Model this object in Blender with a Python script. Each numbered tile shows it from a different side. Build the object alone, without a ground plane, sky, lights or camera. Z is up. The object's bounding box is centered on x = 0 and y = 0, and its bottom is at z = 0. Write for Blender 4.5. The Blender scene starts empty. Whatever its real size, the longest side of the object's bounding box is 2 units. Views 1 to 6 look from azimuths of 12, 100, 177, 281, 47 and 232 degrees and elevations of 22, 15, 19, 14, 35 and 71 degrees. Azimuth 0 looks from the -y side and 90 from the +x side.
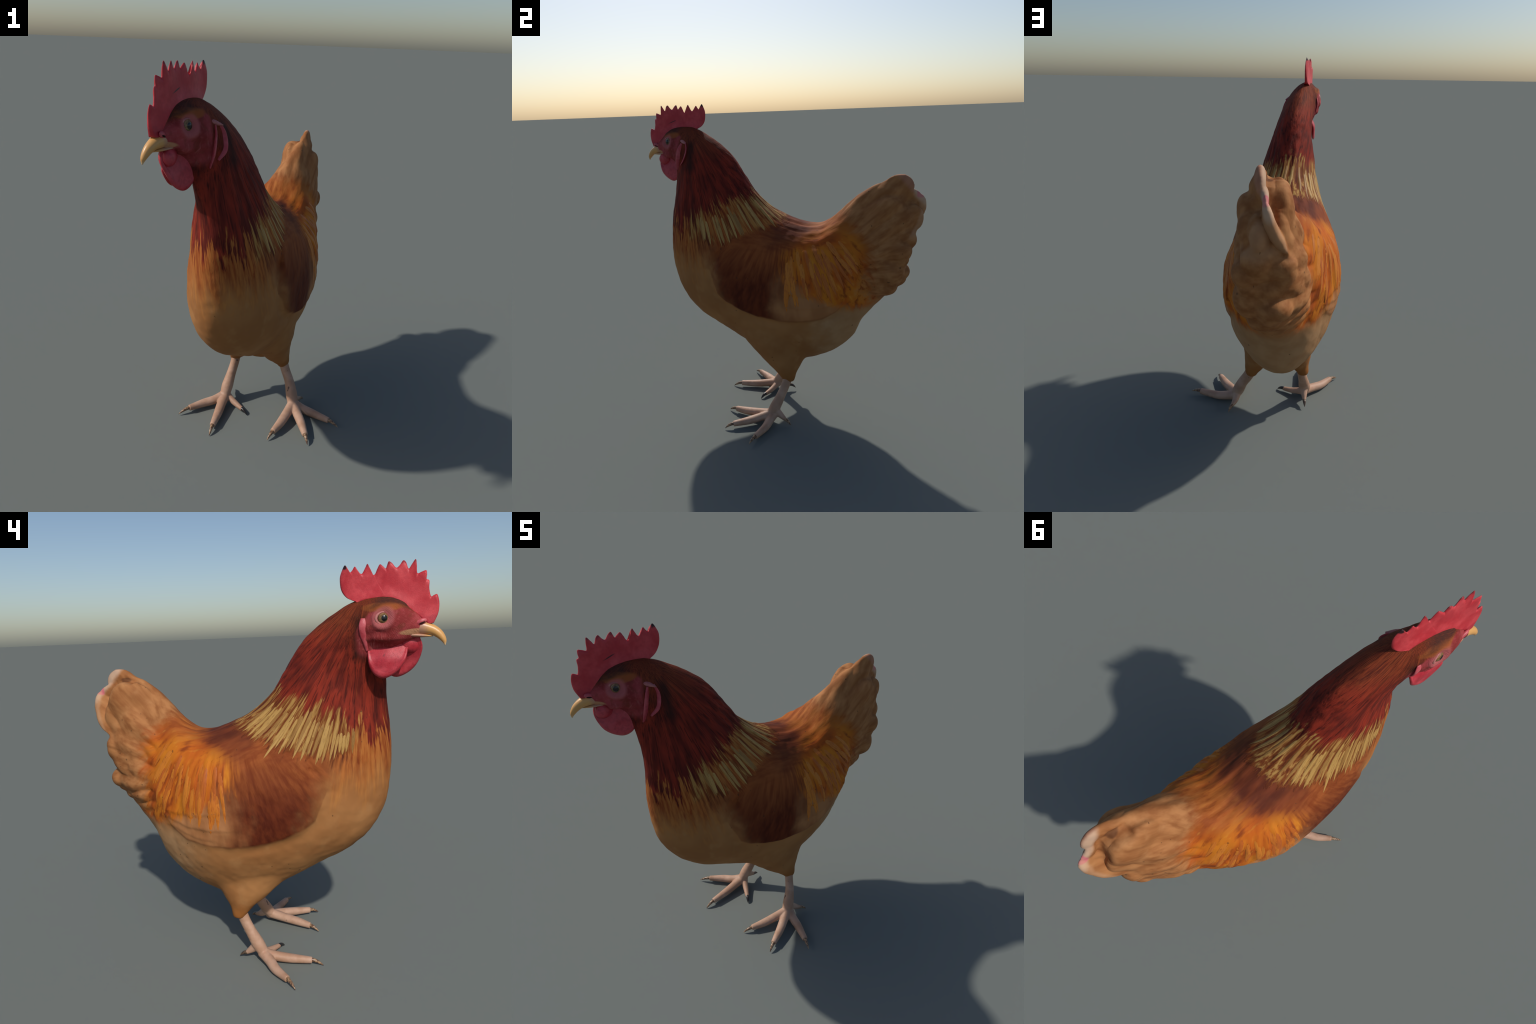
import bpy, bmesh, math, random
import numpy as np
from mathutils import Matrix, Vector, noise
from mathutils.bvhtree import BVHTree

random.seed(7)
rng = np.random.default_rng(7)
COL = bpy.context.scene.collection

# ------------------------------------------------------------------ helpers
def new_object(name, mesh, parent=None, mat=None):
    o = bpy.data.objects.new(name, mesh)
    COL.objects.link(o)
    if parent is not None:
        o.parent = parent
    if mat is not None:
        o.data.materials.clear()
        o.data.materials.append(mat)
    return o

def mesh_from(name, verts, faces, smooth=True):
    me = bpy.data.meshes.new(name)
    me.from_pydata([tuple(map(float, v)) for v in verts], [], faces)
    me.validate()
    if smooth:
        me.polygons.foreach_set("use_smooth", [True] * len(me.polygons))
    me.update()
    return me

def catmull(P, n, closed=False):
    """Resample control rows P by a centripetal-ish Catmull-Rom spline to n rows."""
    P = np.asarray(P, float)
    m = len(P)
    out = []
    segs = m if closed else m - 1
    for t in np.linspace(0, segs, n, endpoint=not closed):
        i = min(int(t), segs - 1)
        f = t - i
        if closed:
            a, b, c, d = P[(i - 1) % m], P[i % m], P[(i + 1) % m], P[(i + 2) % m]
        else:
            b, c = P[i], P[i + 1]
            a = P[i - 1] if i > 0 else 2 * b - c
            d = P[i + 2] if i + 2 < m else 2 * c - b
        out.append(0.5 * ((2 * b) + (c - a) * f + (2 * a - 5 * b + 4 * c - d) * f * f
                          + (3 * b - a - 3 * c + d) * f ** 3))
    return np.array(out)

def grid_faces(rows, cols, close_cols=True, flip=False):
    F = []
    cc = cols if close_cols else cols - 1
    for i in range(rows - 1):
        for j in range(cc):
            k = (j + 1) % cols
            q = (i * cols + j, i * cols + k, (i + 1) * cols + k, (i + 1) * cols + j)
            F.append(q[::-1] if flip else q)
    return F

def tube(points, radii, seg=20, n=60, flat=None, name="tube"):
    """Closed tapered tube through control points; radii per control point (side, up)."""
    P = catmull(points, n)
    R = catmull([(r, r) if np.isscalar(r) else r for r in radii], n)
    R = np.maximum(R, 0.0008)
    T = np.gradient(P, axis=0)
    T /= np.linalg.norm(T, axis=1)[:, None]
    up = np.array([0, 0, 1.0])
    V = []
    side = np.cross(T[0], up)
    if np.linalg.norm(side) < 0.2:
        side = np.array([1.0, 0, 0])
    for i in range(n):
        side = side - T[i] * (side @ T[i])
        side /= np.linalg.norm(side)
        nor = np.cross(side, T[i])
        for k in range(seg):
            a = 2 * math.pi * k / seg
            V.append(P[i] + side * R[i, 0] * math.cos(a) + nor * R[i, 1] * math.sin(a))
    F = grid_faces(n, seg)
    V.append(P[0]); V.append(P[-1])
    c0, c1 = n * seg, n * seg + 1
    for k in range(seg):
        F.append((c0, (k + 1) % seg, k))
        F.append((c1, (n - 1) * seg + k, (n - 1) * seg + (k + 1) % seg))
    return V, F

def apply_mods(ob):
    dg = bpy.context.evaluated_depsgraph_get()
    dg.update()
    me = bpy.data.meshes.new_from_object(ob.evaluated_get(dg))
    return me

def fuse(name, pieces, voxel, smooth_iter=6, smooth_fac=0.5):
    """Join closed pieces into a single smooth skin with a voxel remesh."""
    V, F = [], []
    for v, f in pieces:
        o = len(V)
        V += [tuple(p) for p in v]
        F += [tuple(i + o for i in q) for q in f]
    me = mesh_from(name, V, F)
    bm = bmesh.new(); bm.from_mesh(me)
    bmesh.ops.recalc_face_normals(bm, faces=bm.faces)
    bm.to_mesh(me); bm.free()
    ob = bpy.data.objects.new(name + "_tmp", me)
    COL.objects.link(ob)
    m = ob.modifiers.new("r", 'REMESH'); m.mode = 'VOXEL'; m.voxel_size = voxel; m.adaptivity = 0
    s = ob.modifiers.new("s", 'SMOOTH'); s.iterations = smooth_iter; s.factor = smooth_fac
    out = apply_mods(ob)
    bpy.data.objects.remove(ob)
    out.polygons.foreach_set("use_smooth", [True] * len(out.polygons))
    return out

def head_x(y):
    """midline of the turned head"""
    return -.142 + .2 * y

def sstep(x, a, b):
    t = np.clip((x - a) / (b - a), 0, 1)
    return t * t * (3 - 2 * t)

# ------------------------------------------------------------------ node helpers
class NodeVal:
    """A shader socket that understands arithmetic."""
    def __init__(self, tree, sock):
        self.t, self.s = tree, sock
    def _m(self, op, *args):
        n = self.t.nodes.new("ShaderNodeMath"); n.operation = op
        for i, a in enumerate((self,) + args):
            if isinstance(a, NodeVal): self.t.links.new(a.s, n.inputs[i])
            else: n.inputs[i].default_value = float(a)
        return NodeVal(self.t, n.outputs[0])
    def __add__(self, o): return self._m('ADD', o)
    __radd__ = __add__
    def __sub__(self, o): return self._m('SUBTRACT', o)
    def __rsub__(self, o): return (self * -1.0) + o
    def __mul__(self, o): return self._m('MULTIPLY', o)
    __rmul__ = __mul__
    def __truediv__(self, o): return self._m('DIVIDE', o)
    def max(self, o): return self._m('MAXIMUM', o)
    def min(self, o): return self._m('MINIMUM', o)
    def abs(self): return self._m('ABSOLUTE')
    def sqrt(self): return self._m('SQRT')
    def sin(self): return self._m('SINE')
    def atan2(self, o): return self._m('ARCTAN2', o)
    def pw(self, e): return self._m('POWER', e)
    def step(self, a, b):
        n = self.t.nodes.new("ShaderNodeMapRange"); n.interpolation_type = 'SMOOTHSTEP'
        lo, hi, t0, t1 = (a, b, 0, 1) if a < b else (b, a, 1, 0)
        self.t.links.new(self.s, n.inputs[0])
        for k, v in zip((1, 2, 3, 4), (lo, hi, t0, t1)): n.inputs[k].default_value = v
        return NodeVal(self.t, n.outputs[0])
    def curve(self, pts):
        """piecewise smooth function of this value through (x, value) points"""
        xs = [p[0] for p in pts]; ys = [p[1] for p in pts]
        x0, x1, y0, y1 = min(xs), max(xs), min(ys), max(ys)
        n = self.t.nodes.new("ShaderNodeValToRGB")
        self.t.links.new(((self - x0) / (x1 - x0)).s, n.inputs[0])
        e = n.color_ramp.elements
        while len(e) > 1: e.remove(e[-1])
        for i, (x, y) in enumerate(sorted(pts)):
            el = e[0] if i == 0 else e.new((x - x0) / (x1 - x0))
            if i == 0: el.position = 0
            v = (y - y0) / (y1 - y0)
            el.color = (v, v, v, 1)
        sp = self.t.nodes.new("ShaderNodeSeparateColor")
        self.t.links.new(n.outputs[0], sp.inputs[0])
        return NodeVal(self.t, sp.outputs[0]) * (y1 - y0) + y0

class Mat:
    def __init__(self, name, rough=.6, spec=.3):
        self.m = bpy.data.materials.new(name); self.m.use_nodes = True
        self.t = self.m.node_tree
        self.b = self.t.nodes["Principled BSDF"]
        self.b.inputs["Roughness"].default_value = rough
        self.b.inputs["Specular IOR Level"].default_value = spec
        self.tc = self.t.nodes.new("ShaderNodeTexCoord")
        sp = self.t.nodes.new("ShaderNodeSeparateXYZ")
        self.t.links.new(self.tc.outputs["Object"], sp.inputs[0])
        self.x, self.y, self.z = (NodeVal(self.t, o) for o in sp.outputs)
    def val(self, v):
        n = self.t.nodes.new("ShaderNodeValue"); n.outputs[0].default_value = v
        return NodeVal(self.t, n.outputs[0])
    def vec(self, a, b, c):
        n = self.t.nodes.new("ShaderNodeCombineXYZ")
        for i, v in enumerate((a, b, c)):
            if isinstance(v, NodeVal): self.t.links.new(v.s, n.inputs[i])
            else: n.inputs[i].default_value = v
        return n.outputs[0]
    def noise(self, scale, detail=3, rough=.55, vec=None, dist=0.0):
        n = self.t.nodes.new("ShaderNodeTexNoise")
        n.inputs["Scale"].default_value = scale; n.inputs["Detail"].default_value = detail
        n.inputs["Roughness"].default_value = rough; n.inputs["Distortion"].default_value = dist
        self.t.links.new(vec if vec is not None else self.tc.outputs["Object"], n.inputs["Vector"])
        return NodeVal(self.t, n.outputs["Fac"])
    def mix(self, f, c1, c2):
        n = self.t.nodes.new("ShaderNodeMix"); n.data_type = 'RGBA'
        for key, c in ((6, c1), (7, c2)):
            if isinstance(c, tuple): n.inputs[key].default_value = (*c, 1)
            else: self.t.links.new(c, n.inputs[key])
        if isinstance(f, NodeVal): self.t.links.new(f.s, n.inputs[0])
        else: n.inputs[0].default_value = f
        return n.outputs[2]
    def scale(self, c, f):
        """multiply colour by scalar"""
        n = self.t.nodes.new("ShaderNodeVectorMath"); n.operation = 'SCALE'
        if isinstance(c, tuple): n.inputs[0].default_value = c
        else: self.t.links.new(c, n.inputs[0])
        self.t.links.new(f.s, n.inputs["Scale"])
        return n.outputs[0]
    def rnd(self):
        n = self.t.nodes.new("ShaderNodeObjectInfo")
        return NodeVal(self.t, n.outputs["Random"])
    def done(self, col, bump=None, dist=.004, strength=.5):
        if isinstance(col, tuple): self.b.inputs["Base Color"].default_value = (*col, 1)
        else: self.t.links.new(col, self.b.inputs["Base Color"])
        if bump is not None:
            n = self.t.nodes.new("ShaderNodeBump")
            n.inputs["Strength"].default_value = strength; n.inputs["Distance"].default_value = dist
            self.t.links.new(bump.s, n.inputs["Height"])
            self.t.links.new(n.outputs[0], self.b.inputs["Normal"])
        return self.m

# feather fans: strokes radiate from these points
HACKLE_FAN = (-.26, -.57, 1.88)
SADDLE_FAN = (-.09, .10, 1.50)
TAIL_FAN = (-.02, .25, .98)

def fan(M, c):
    dx, dy, dz = M.x - c[0], M.y - c[1], c[2] - M.z
    phi = dy.atan2(dz)
    r = (dy * dy + dz * dz).sqrt()
    psi = dx / (r + .15)
    return phi, r, psi

# ------------------------------------------------------------------ plumage
TAN = (.40, .185, .066)
def plumage_material():
    M = Mat("plumage", .72, .12)
    x, y, z = M.x, M.y, M.z
    hp, hr, hs = fan(M, HACKLE_FAN)
    sp_, sr, ss = fan(M, SADDLE_FAN)
    tp, tr, ts = fan(M, TAIL_FAN)
    h_fine = M.noise(1.0, 3, .6, M.vec(hp * 55, hs * 55, hr * 5))
    h_wide = M.noise(1.0, 2, .5, M.vec(hp * 22, hs * 22, hr * 4))
    h_red = M.noise(1.0, 2, .5, M.vec(hp * 14 + 7.0, hs * 14, hr * 6))
    on_back = z.step(1.08, 1.20)
    def stroke(a, ka, kr, seed, det, ro):
        side = M.noise(1.0, det, ro, M.vec(sp_ * ka, ss * ka, sr * kr))
        back = M.noise(1.0, det, ro, M.vec(x * a + y * (x + .085) * -a * .6, y * a * .14 + seed, z * a * .25))
        return side * (1.0 - on_back) + back * on_back
    s_fine = stroke(62, 26, 3.5, 3.0, 3, .55)
    s_wide = stroke(20, 9, 3, 9.0, 2, .5)
    t_fine = M.noise(1.0, 3, .5, M.vec(tp * 16, ts * 16, tr * 4))
    big = M.noise(3.2, 3, .5)
    mid = M.noise(11, 3, .55)
    fine = M.noise(60, 3, .6)
    w = (mid - .5)
    # tan body down with soft mottling
    col = M.mix(big.step(.35, .68), (.31, .130, .043), (.40, .185, .066))
    col = M.mix(mid.step(.50, .75) * .35, col, (.46, .235, .092))
    # thigh and vent, browner low down on the shins' feather cuff
    col = M.mix((z + w * .12).step(.40, .24) * .75, col, (.24, .085, .018))
    # paler beige fluff under the tail
    col = M.mix((y + w * .2).step(.16, .40) * (z + w * .1).step(.84, .70) * .7, col, M.mix(mid.step(.3, .7), (.36, .20, .095), (.44, .265, .135)))
    # upper breast, orange brown streaks under the neck
    breast = (z + (h_fine - .5) * .45 + (h_wide - .5) * .40 + w * .15).step(.88, 1.14) * y.step(-.30, -.48)
    col = M.mix(breast * .85, col, M.mix((z + (h_wide - .5) * .3).step(.98, 1.16), M.mix(h_fine.step(.38, .66), (.31, .100, .022), (.42, .170, .045)), M.mix(h_fine.step(.36, .66), (.22, .048, .010), (.38, .115, .024))))
    # wing lower edge, below it belly down shows
    edge = y.curve([(-.40, .99), (-.365, .90), (-.345, .847), (-.29, .80), (-.19, .752), (-.083, .72), (.05, .70), (.16, .70), (.31, .72), (.39, .765), (.43, .81), (.60, .92)])
    above = (z - edge + w * .02).step(-.006, .016)
    front = (y - z.curve([(.70, -.30), (.90, -.36), (.98, -.39), (1.12, -.44), (1.30, -.30)]) + w * .16 + (s_fine - .5) * .08).step(-.08, .11)
    wing = above * front
    rust = M.mix(s_fine.step(.25, .78), (.068, .0115, .0052), (.155, .033, .0105))
    rust = M.mix(z.step(.88, 1.16) * .85, rust, M.mix(s_fine.step(.28, .72), (.21, .045, .011), (.34, .100, .026)))
    rust = M.mix((big - .5).abs().step(.0, .12) * .3, rust, (.11, .020, .007))
    col = M.mix(wing, col, rust)
    # dark purple brown patch along the spine
    spine = (z + w * .10).step(1.12, 1.25) * (y + w * .2).step(-.12, .04) * (y + w * .2).step(.44, .24)
    col = M.mix(spine * .85, col, M.mix(s_wide.step(.35, .65), (.070, .016, .010), (.19, .045, .017)))
    rump = (z + w * .08).step(1.16, 1.26) * (y + w * .2).step(.20, .34) * (y + w * .15).step(.66, .48)
    col = M.mix(rump * .8, col, M.mix(s_fine.step(.35, .65), (.20, .052, .014), (.34, .115, .030)))
    # folded flight feathers, tan pink
    prim = above * (y + w * .16 + (s_wide - .5) * .14).step(-.06, .17) * (z + (s_fine - .5) * .14).step(1.06, .88)
    col = M.mix(prim, col, M.mix(s_wide.step(.35, .65), (.33, .135, .050), (.42, .185, .072)))
    # tail, tan pink with soft feather fans
    tb = z.curve([(.80, .60), (.90, .555), (1.02, .545), (1.167, .555), (1.288, .47), (1.355, .36), (1.45, .34), (1.60, .34)])
    tail = (y - tb + (t_fine - .5) * .12 + (s_fine - .5) * .14 + w * .05).step(-.06, .09) * (z + w * .06).step(.74, .84)
    tcol = M.mix(t_fine.step(.30, .72), (.25, .092, .030), (.385, .168, .062))
    tcol = M.mix(mid.step(.52, .80) * .35, tcol, (.50, .26, .11))
    col = M.mix(tail, col, tcol)
    # saddle, burnt orange and gold strokes
    sb = z.curve([(.76, .47), (.80, .42), (.835, .33), (.89, .21), (.96, .095), (1.09, .06), (1.17, .11), (1.24, .20), (1.32, .32), (1.40, .40)])
    saddle = (y - sb + (s_fine - .5) * .22 + (s_wide - .5) * .16 + w * .05).step(-.06, .09) * (y - tb + (s_fine - .5) * .26 + (s_wide - .5) * .14).step(.075, -.055) * (z + (s_fine - .5) * .06).step(.74, .80) * (1.0 - (z + (s_fine - .5) * .16 + (y - .3) * -.35).step(1.17, 1.30) * .75)
    scol = M.mix(s_wide.step(.34, .66), (.42, .085, .010), (.52, .165, .014))
    scol = M.mix(s_fine.step(.50, .30) * .85, scol, (.19, .036, .008))
    scol = M.mix(s_wide.step(.42, .30) * .7, scol, (.20, .045, .010))
    scol = M.mix(z.step(1.16, 1.30) * .55, scol, (.27, .070, .018))
    scol = M.mix(s_fine.step(.58, .76) * .7, scol, (.60, .235, .024))
    col = M.mix(saddle, col, scol)
    # cream edge and pink tip at the tail's crest
    crest = (y + z * .9 + w * .03).step(2.125, 2.165)
    col = M.mix(crest * .45, col, M.mix(x.step(.035, .055), (.66, .52, .40), (.42, .20, .15)))
    pink = ((x - .028) * (x - .028) * 2500 + (y - .868) * (y - .868) * 900 + (z - 1.445) * (z - 1.445) * 900 + w * .5).step(1.0, .4)
    col = M.mix(pink * .85, col, (.55, .12, .16))
    rim = (y - z.curve([(1.15, .79), (1.20, .80), (1.28, .845), (1.36, .872), (1.44, .86), (1.50, .86)]) + w * .02).step(-.008, .012) * z.step(1.18, 1.24)
    col = M.mix(rim * .35, col, (.56, .34, .20))
    # dark patch painted for the shade of a deep hollow beside the crest feather
    hollow_shade = ((x - .012) * (x - .012) * 1600 + (y - .715) * (y - .715) * 500 + (z - 1.508) * (z - 1.508) * 3500).step(1.0, .35)
    col = M.mix(hollow_shade * .6, col, (.05, .020, .012))
    # gold hackle band then red hackle
    rlim = hp.curve([(-.3, .80), (.0, .765), (.1, .715), (.2, .73), (.31, .76), (.44, .772), (.62, .80), (.80, .875), (1.0, .90)])
    gold_low = (hr - rlim + (h_fine - .5) * .17 + (h_wide - .5) * .06).step(.012, -.012)
    gold_side = (hp + (h_wide - .5) * .30).step(.0, .12) * (1.0 - (x + .05).step(.0, .08) * (h_wide + (hp - .4) * -.5).step(.62, .42) * .8)
    gcol = M.mix(h_fine.step(.47, .64), (.17, .046, .012), (.38, .210, .060))
    gcol = M.mix(h_fine.step(.46, .36) * .8, gcol, (.085, .018, .008))
    front_col = M.mix(h_fine.step(.36, .64), (.24, .045, .010), (.40, .135, .030))
    low = M.mix(gold_side, front_col, gcol)
    neck_any = (gold_low * (hp + (h_wide - .5) * .2).step(-.10, .02)).max((hr + (h_fine - .5) * .40 + (h_wide - .5) * .30).step(.80, .62))
    col = M.mix(neck_any, col, low)
    rtop = hp.curve([(-.4, .66), (-.1, .65), (.07, .62), (.15, .575), (.22, .555), (.38, .550), (.57, .570), (.74, .61), (1.0, .62)])
    ragged = hp.step(.20, .0)
    red_low = (hr - rtop + (h_fine - .5) * (.24 + ragged * .20) + (h_wide - .5) * (.16 + ragged * .20)).step(.02 , -.04)
    rcol = M.mix(h_red.step(.34, .66), (.105, .0135, .0085), (.235, .026, .013))
    rcol = M.mix(h_fine.step(.50, .32) * .8, rcol, (.042, .0075, .0055))
    rcol = M.mix(h_fine.step(.60, .78) * .45, rcol, (.30, .075, .020))
    rcol = M.mix((z + w * .1).step(1.62, 1.80) * .65, rcol, M.mix(h_fine.step(.35, .65), (.085, .018, .009), (.24, .058, .018)))
    col = M.mix(red_low, col, rcol)
    # near-black band over the throat feathering behind the ear
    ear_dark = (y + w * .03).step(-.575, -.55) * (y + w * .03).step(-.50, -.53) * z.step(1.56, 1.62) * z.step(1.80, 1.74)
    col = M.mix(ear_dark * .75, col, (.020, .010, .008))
    # bare red face
    top = y.curve([(-.90, 1.80), (-.80, 1.775), (-.75, 1.795), (-.70, 1.815), (-.64, 1.815), (-.58, 1.79), (-.55, 1.75), (-.50, 1.70)])
    hx = (x - (M.y * .2 - .142))
    lat = hx * -.55
    yy = y - lat      # undo the head's yaw so both cheeks share one map
    face = (z - top + w * .03).step(.012, -.012) * (yy + w * .03).step(-.545, -.575) * z.step(1.59, 1.64)
    fcol = M.mix(mid.step(.35, .65), (.21, .025, .025), (.34, .052, .056))
    fcol = M.mix(M.noise(28, 2, .6).step(.52, .72) * .5, fcol, (.15, .035, .020))
    fcol = M.mix(fine.step(.50, .75) * .35, fcol, (.42, .10, .10))
    fcol = M.mix((M.noise(1.0, 2, .5, M.vec(x * 9, y * 120, z * 14))).step(.55, .75) * (z.step(1.72, 1.68)) * .5, fcol, (.45, .15, .14))
    col = M.mix(face, col, fcol)
    # orange brow between eye and crown, dark bristly crown along the comb
    brow = ((yy + .66) * (yy + .66) * 110 + (z - 1.812) * (z - 1.812) * 1800 + w * .8).step(1.0, .4)
    col = M.mix(brow * .8, col, (.30, .085, .022))
    crown = (z - top).step(.000, .018) * yy.step(-.58, -.66) * (fine * .4 + z * 0 + .8).step(.7, 1.1)
    col = M.mix(crown * .85, col, (.045, .020, .016))
    ring = ((yy + .680) * (yy + .680) + (z - 1.767) * (z - 1.767)).sqrt()
    col = M.mix(ring.step(.058, .036) * face * .75, col, (.42, .115, .115))
    # mouth corner, horn coloured
    mouth = ((yy + .790) * (yy + .790) * 300 + (z - 1.704 - (yy + .775) * -.10) * (z - 1.704 - (yy + .775) * -.10) * 5200 + w * .5).step(1.0, .4)
    col = M.mix(mouth * .85, col, (.48, .25, .13))
    # specks of dirt
    speck = M.noise(46, 0, .5).step(.835, .86)
    col = M.mix(speck * .55, col, (.05, .025, .015))
    h = h_fine * red_low.max(neck_any) * 1.0 + s_fine * wing.max(saddle) * .7 + fine * .15
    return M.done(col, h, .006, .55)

def flesh_material(name, base=(.50, .030, .040), light=(.62, .085, .085), dark=(.26, .012, .022)):
    M = Mat(name, .42, .4)
    big, mid, fine = M.noise(14, 3, .5), M.noise(60, 3, .6), M.noise(240, 2, .6)
    col = M.mix(big.step(.35, .68), base, light)
    col = M.mix(mid.step(.55, .35) * .35, col, dark)
    col = M.mix(M.noise(70, 0).step(.84, .87) * .6, col, (.05, .01, .012))
    M.b.inputs["Subsurface Weight"].default_value = .08
    M.b.inputs["Subsurface Radius"].default_value = (.02, .005, .004)
    return M.done(col, fine, .002, .35)

def comb_material():
    M = Mat("comb_skin", .48, .35)
    big, mid, fine = M.noise(14, 3, .5), M.noise(60, 3, .6), M.noise(240, 2, .6)
    col = M.mix(big.step(.35, .68), (.46, .026, .036), (.57, .055, .065))
    col = M.mix(mid.step(.58, .40) * .25, col, (.34, .016, .026))
    # dried dark tips, worst on the hindmost point
    tip = (M.z + M.noise(50, 2) * .02).step(1.992, 2.004) * .45
    col = M.mix(tip.max((M.z + mid * .02).step(1.985, 1.995) * M.y.step(-.49, -.482)), col, (.03, .008, .010))
    col = M.mix((M.z + M.y * .0 + mid * .03).step(1.80, 1.77) * .5, col, (.30, .014, .03))
    slit_paint = ((M.y + .695) * (M.y + .695) * 900 + (M.z - 1.893 - (M.y + .695) * .35) * (M.z - 1.893 - (M.y + .695) * .35) * 60000 + mid * .6).step(1.2, .5)  # slit only painted on as a dark streak, not cut into the comb
    col = M.mix(slit_paint * (M.x - M.y * .2).step(-.142, -.138) * .9, col, (.03, .008, .012))
    M.b.inputs["Subsurface Weight"].default_value = .06
    M.b.inputs["Subsurface Radius"].default_value = (.02, .005, .004)
    return M.done(col, fine, .002, .3)

def leg_material():
    M = Mat("leg_scales", .55, .35)
    big, mid, fine = M.noise(12, 3), M.noise(45, 3, .6), M.noise(160, 2)
    col = M.mix(big.step(.35, .65), (.38, .215, .135), (.47, .290, .200))
    col = M.mix(mid.step(.60, .80) * .5, col, (.42, .16, .11))
    col = M.mix(fine.step(.60, .75) * .25, col, (.36, .20, .11))
    col = M.mix(M.noise(38, 0).step(.80, .83) * .8, col, (.06, .03, .025))
    band = (M.z * 260 + M.noise(30, 1) * 5).sin()
    return M.done(col, band * .12 + fine * .6 + mid * .7, .003, .4)

def claw_material():
    M = Mat("claw_horn", .35, .5)
    n = M.noise(90, 2)
    col = M.mix(M.rnd().step(.55, .75), M.mix(n.step(.4, .6), (.34, .21, .11), (.10, .045, .025)), (.018, .014, .013))
    return M.done(col)

def beak_material():
    M = Mat("beak_horn", .38, .5)
    n = M.noise(30, 3); f = M.noise(120, 2)
    col = M.mix((M.y + n * .02).step(-.79, -.83), (.42, .21, .13), (.60, .310, .095))
    col = M.mix((M.z + n * .015).step(1.672, 1.650), col, (.70, .50, .30))
    col = M.mix(f.step(.66, .76) * .35, col, (.25, .11, .05))
    return M.done(col, f, .001, .3)

def feather_material(name, a, b, dark, tip, k):
    """One blade: local x along the quill (0 root, 1 tip after scaling by its own length), y across."""
    M = Mat(name, .55, .3)
    r = M.rnd()
    barbs = M.noise(1.0, 3, .6, M.vec(M.x * 6, M.y * 9, r * 40.0))
    col = M.mix((r * .6 + barbs * .55).step(.30, .80), a, b)
    col = M.mix(barbs.step(.46, .30) * .7, col, dark)
    return M, col

def eye_material():
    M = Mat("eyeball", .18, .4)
    d = (M.y * M.y + M.z * M.z).sqrt()
    n = M.noise(90, 2)
    col = M.mix((d + n * .003).step(.0245, .0265), M.mix(n.step(.35, .65), (.13, .065, .022), (.25, .145, .06)), (.035, .015, .012))
    col = M.mix((d + n * .004).step(.0185, .0135), col, (.09, .06, .03))
    col = M.mix(d.step(.0135, .0115), col, (.004, .004, .005))
    M.b.inputs["Coat Weight"].default_value = .15
    M.b.inputs["Coat Roughness"].default_value = .03
    return M.done(col)

MAT = dict(plumage=plumage_material(), comb=comb_material(), wattle=flesh_material("wattle_skin", (.40, .020, .034), (.50, .055, .070), (.22, .010, .020)),
           ear=flesh_material("ear_skin", (.40, .040, .055), (.52, .10, .115), (.24, .014, .024)), leg=leg_material(), claw=claw_material(),
           beak=beak_material(), eye=eye_material(), lid=flesh_material("lid_skin", (.33, .085, .080), (.46, .17, .15), (.16, .03, .03)), dark=Mat("dark_matte", .8, .1).done((.03, .012, .010)))  # dark: near-black colour of the beads standing in for nostril openings

# ------------------------------------------------------------------ root
hen = bpy.data.objects.new("hen", None)
COL.objects.link(hen)
hen["label"] = "red brown hen with golden hackles and tall red comb"
hen["category"] = "chicken"

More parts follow.
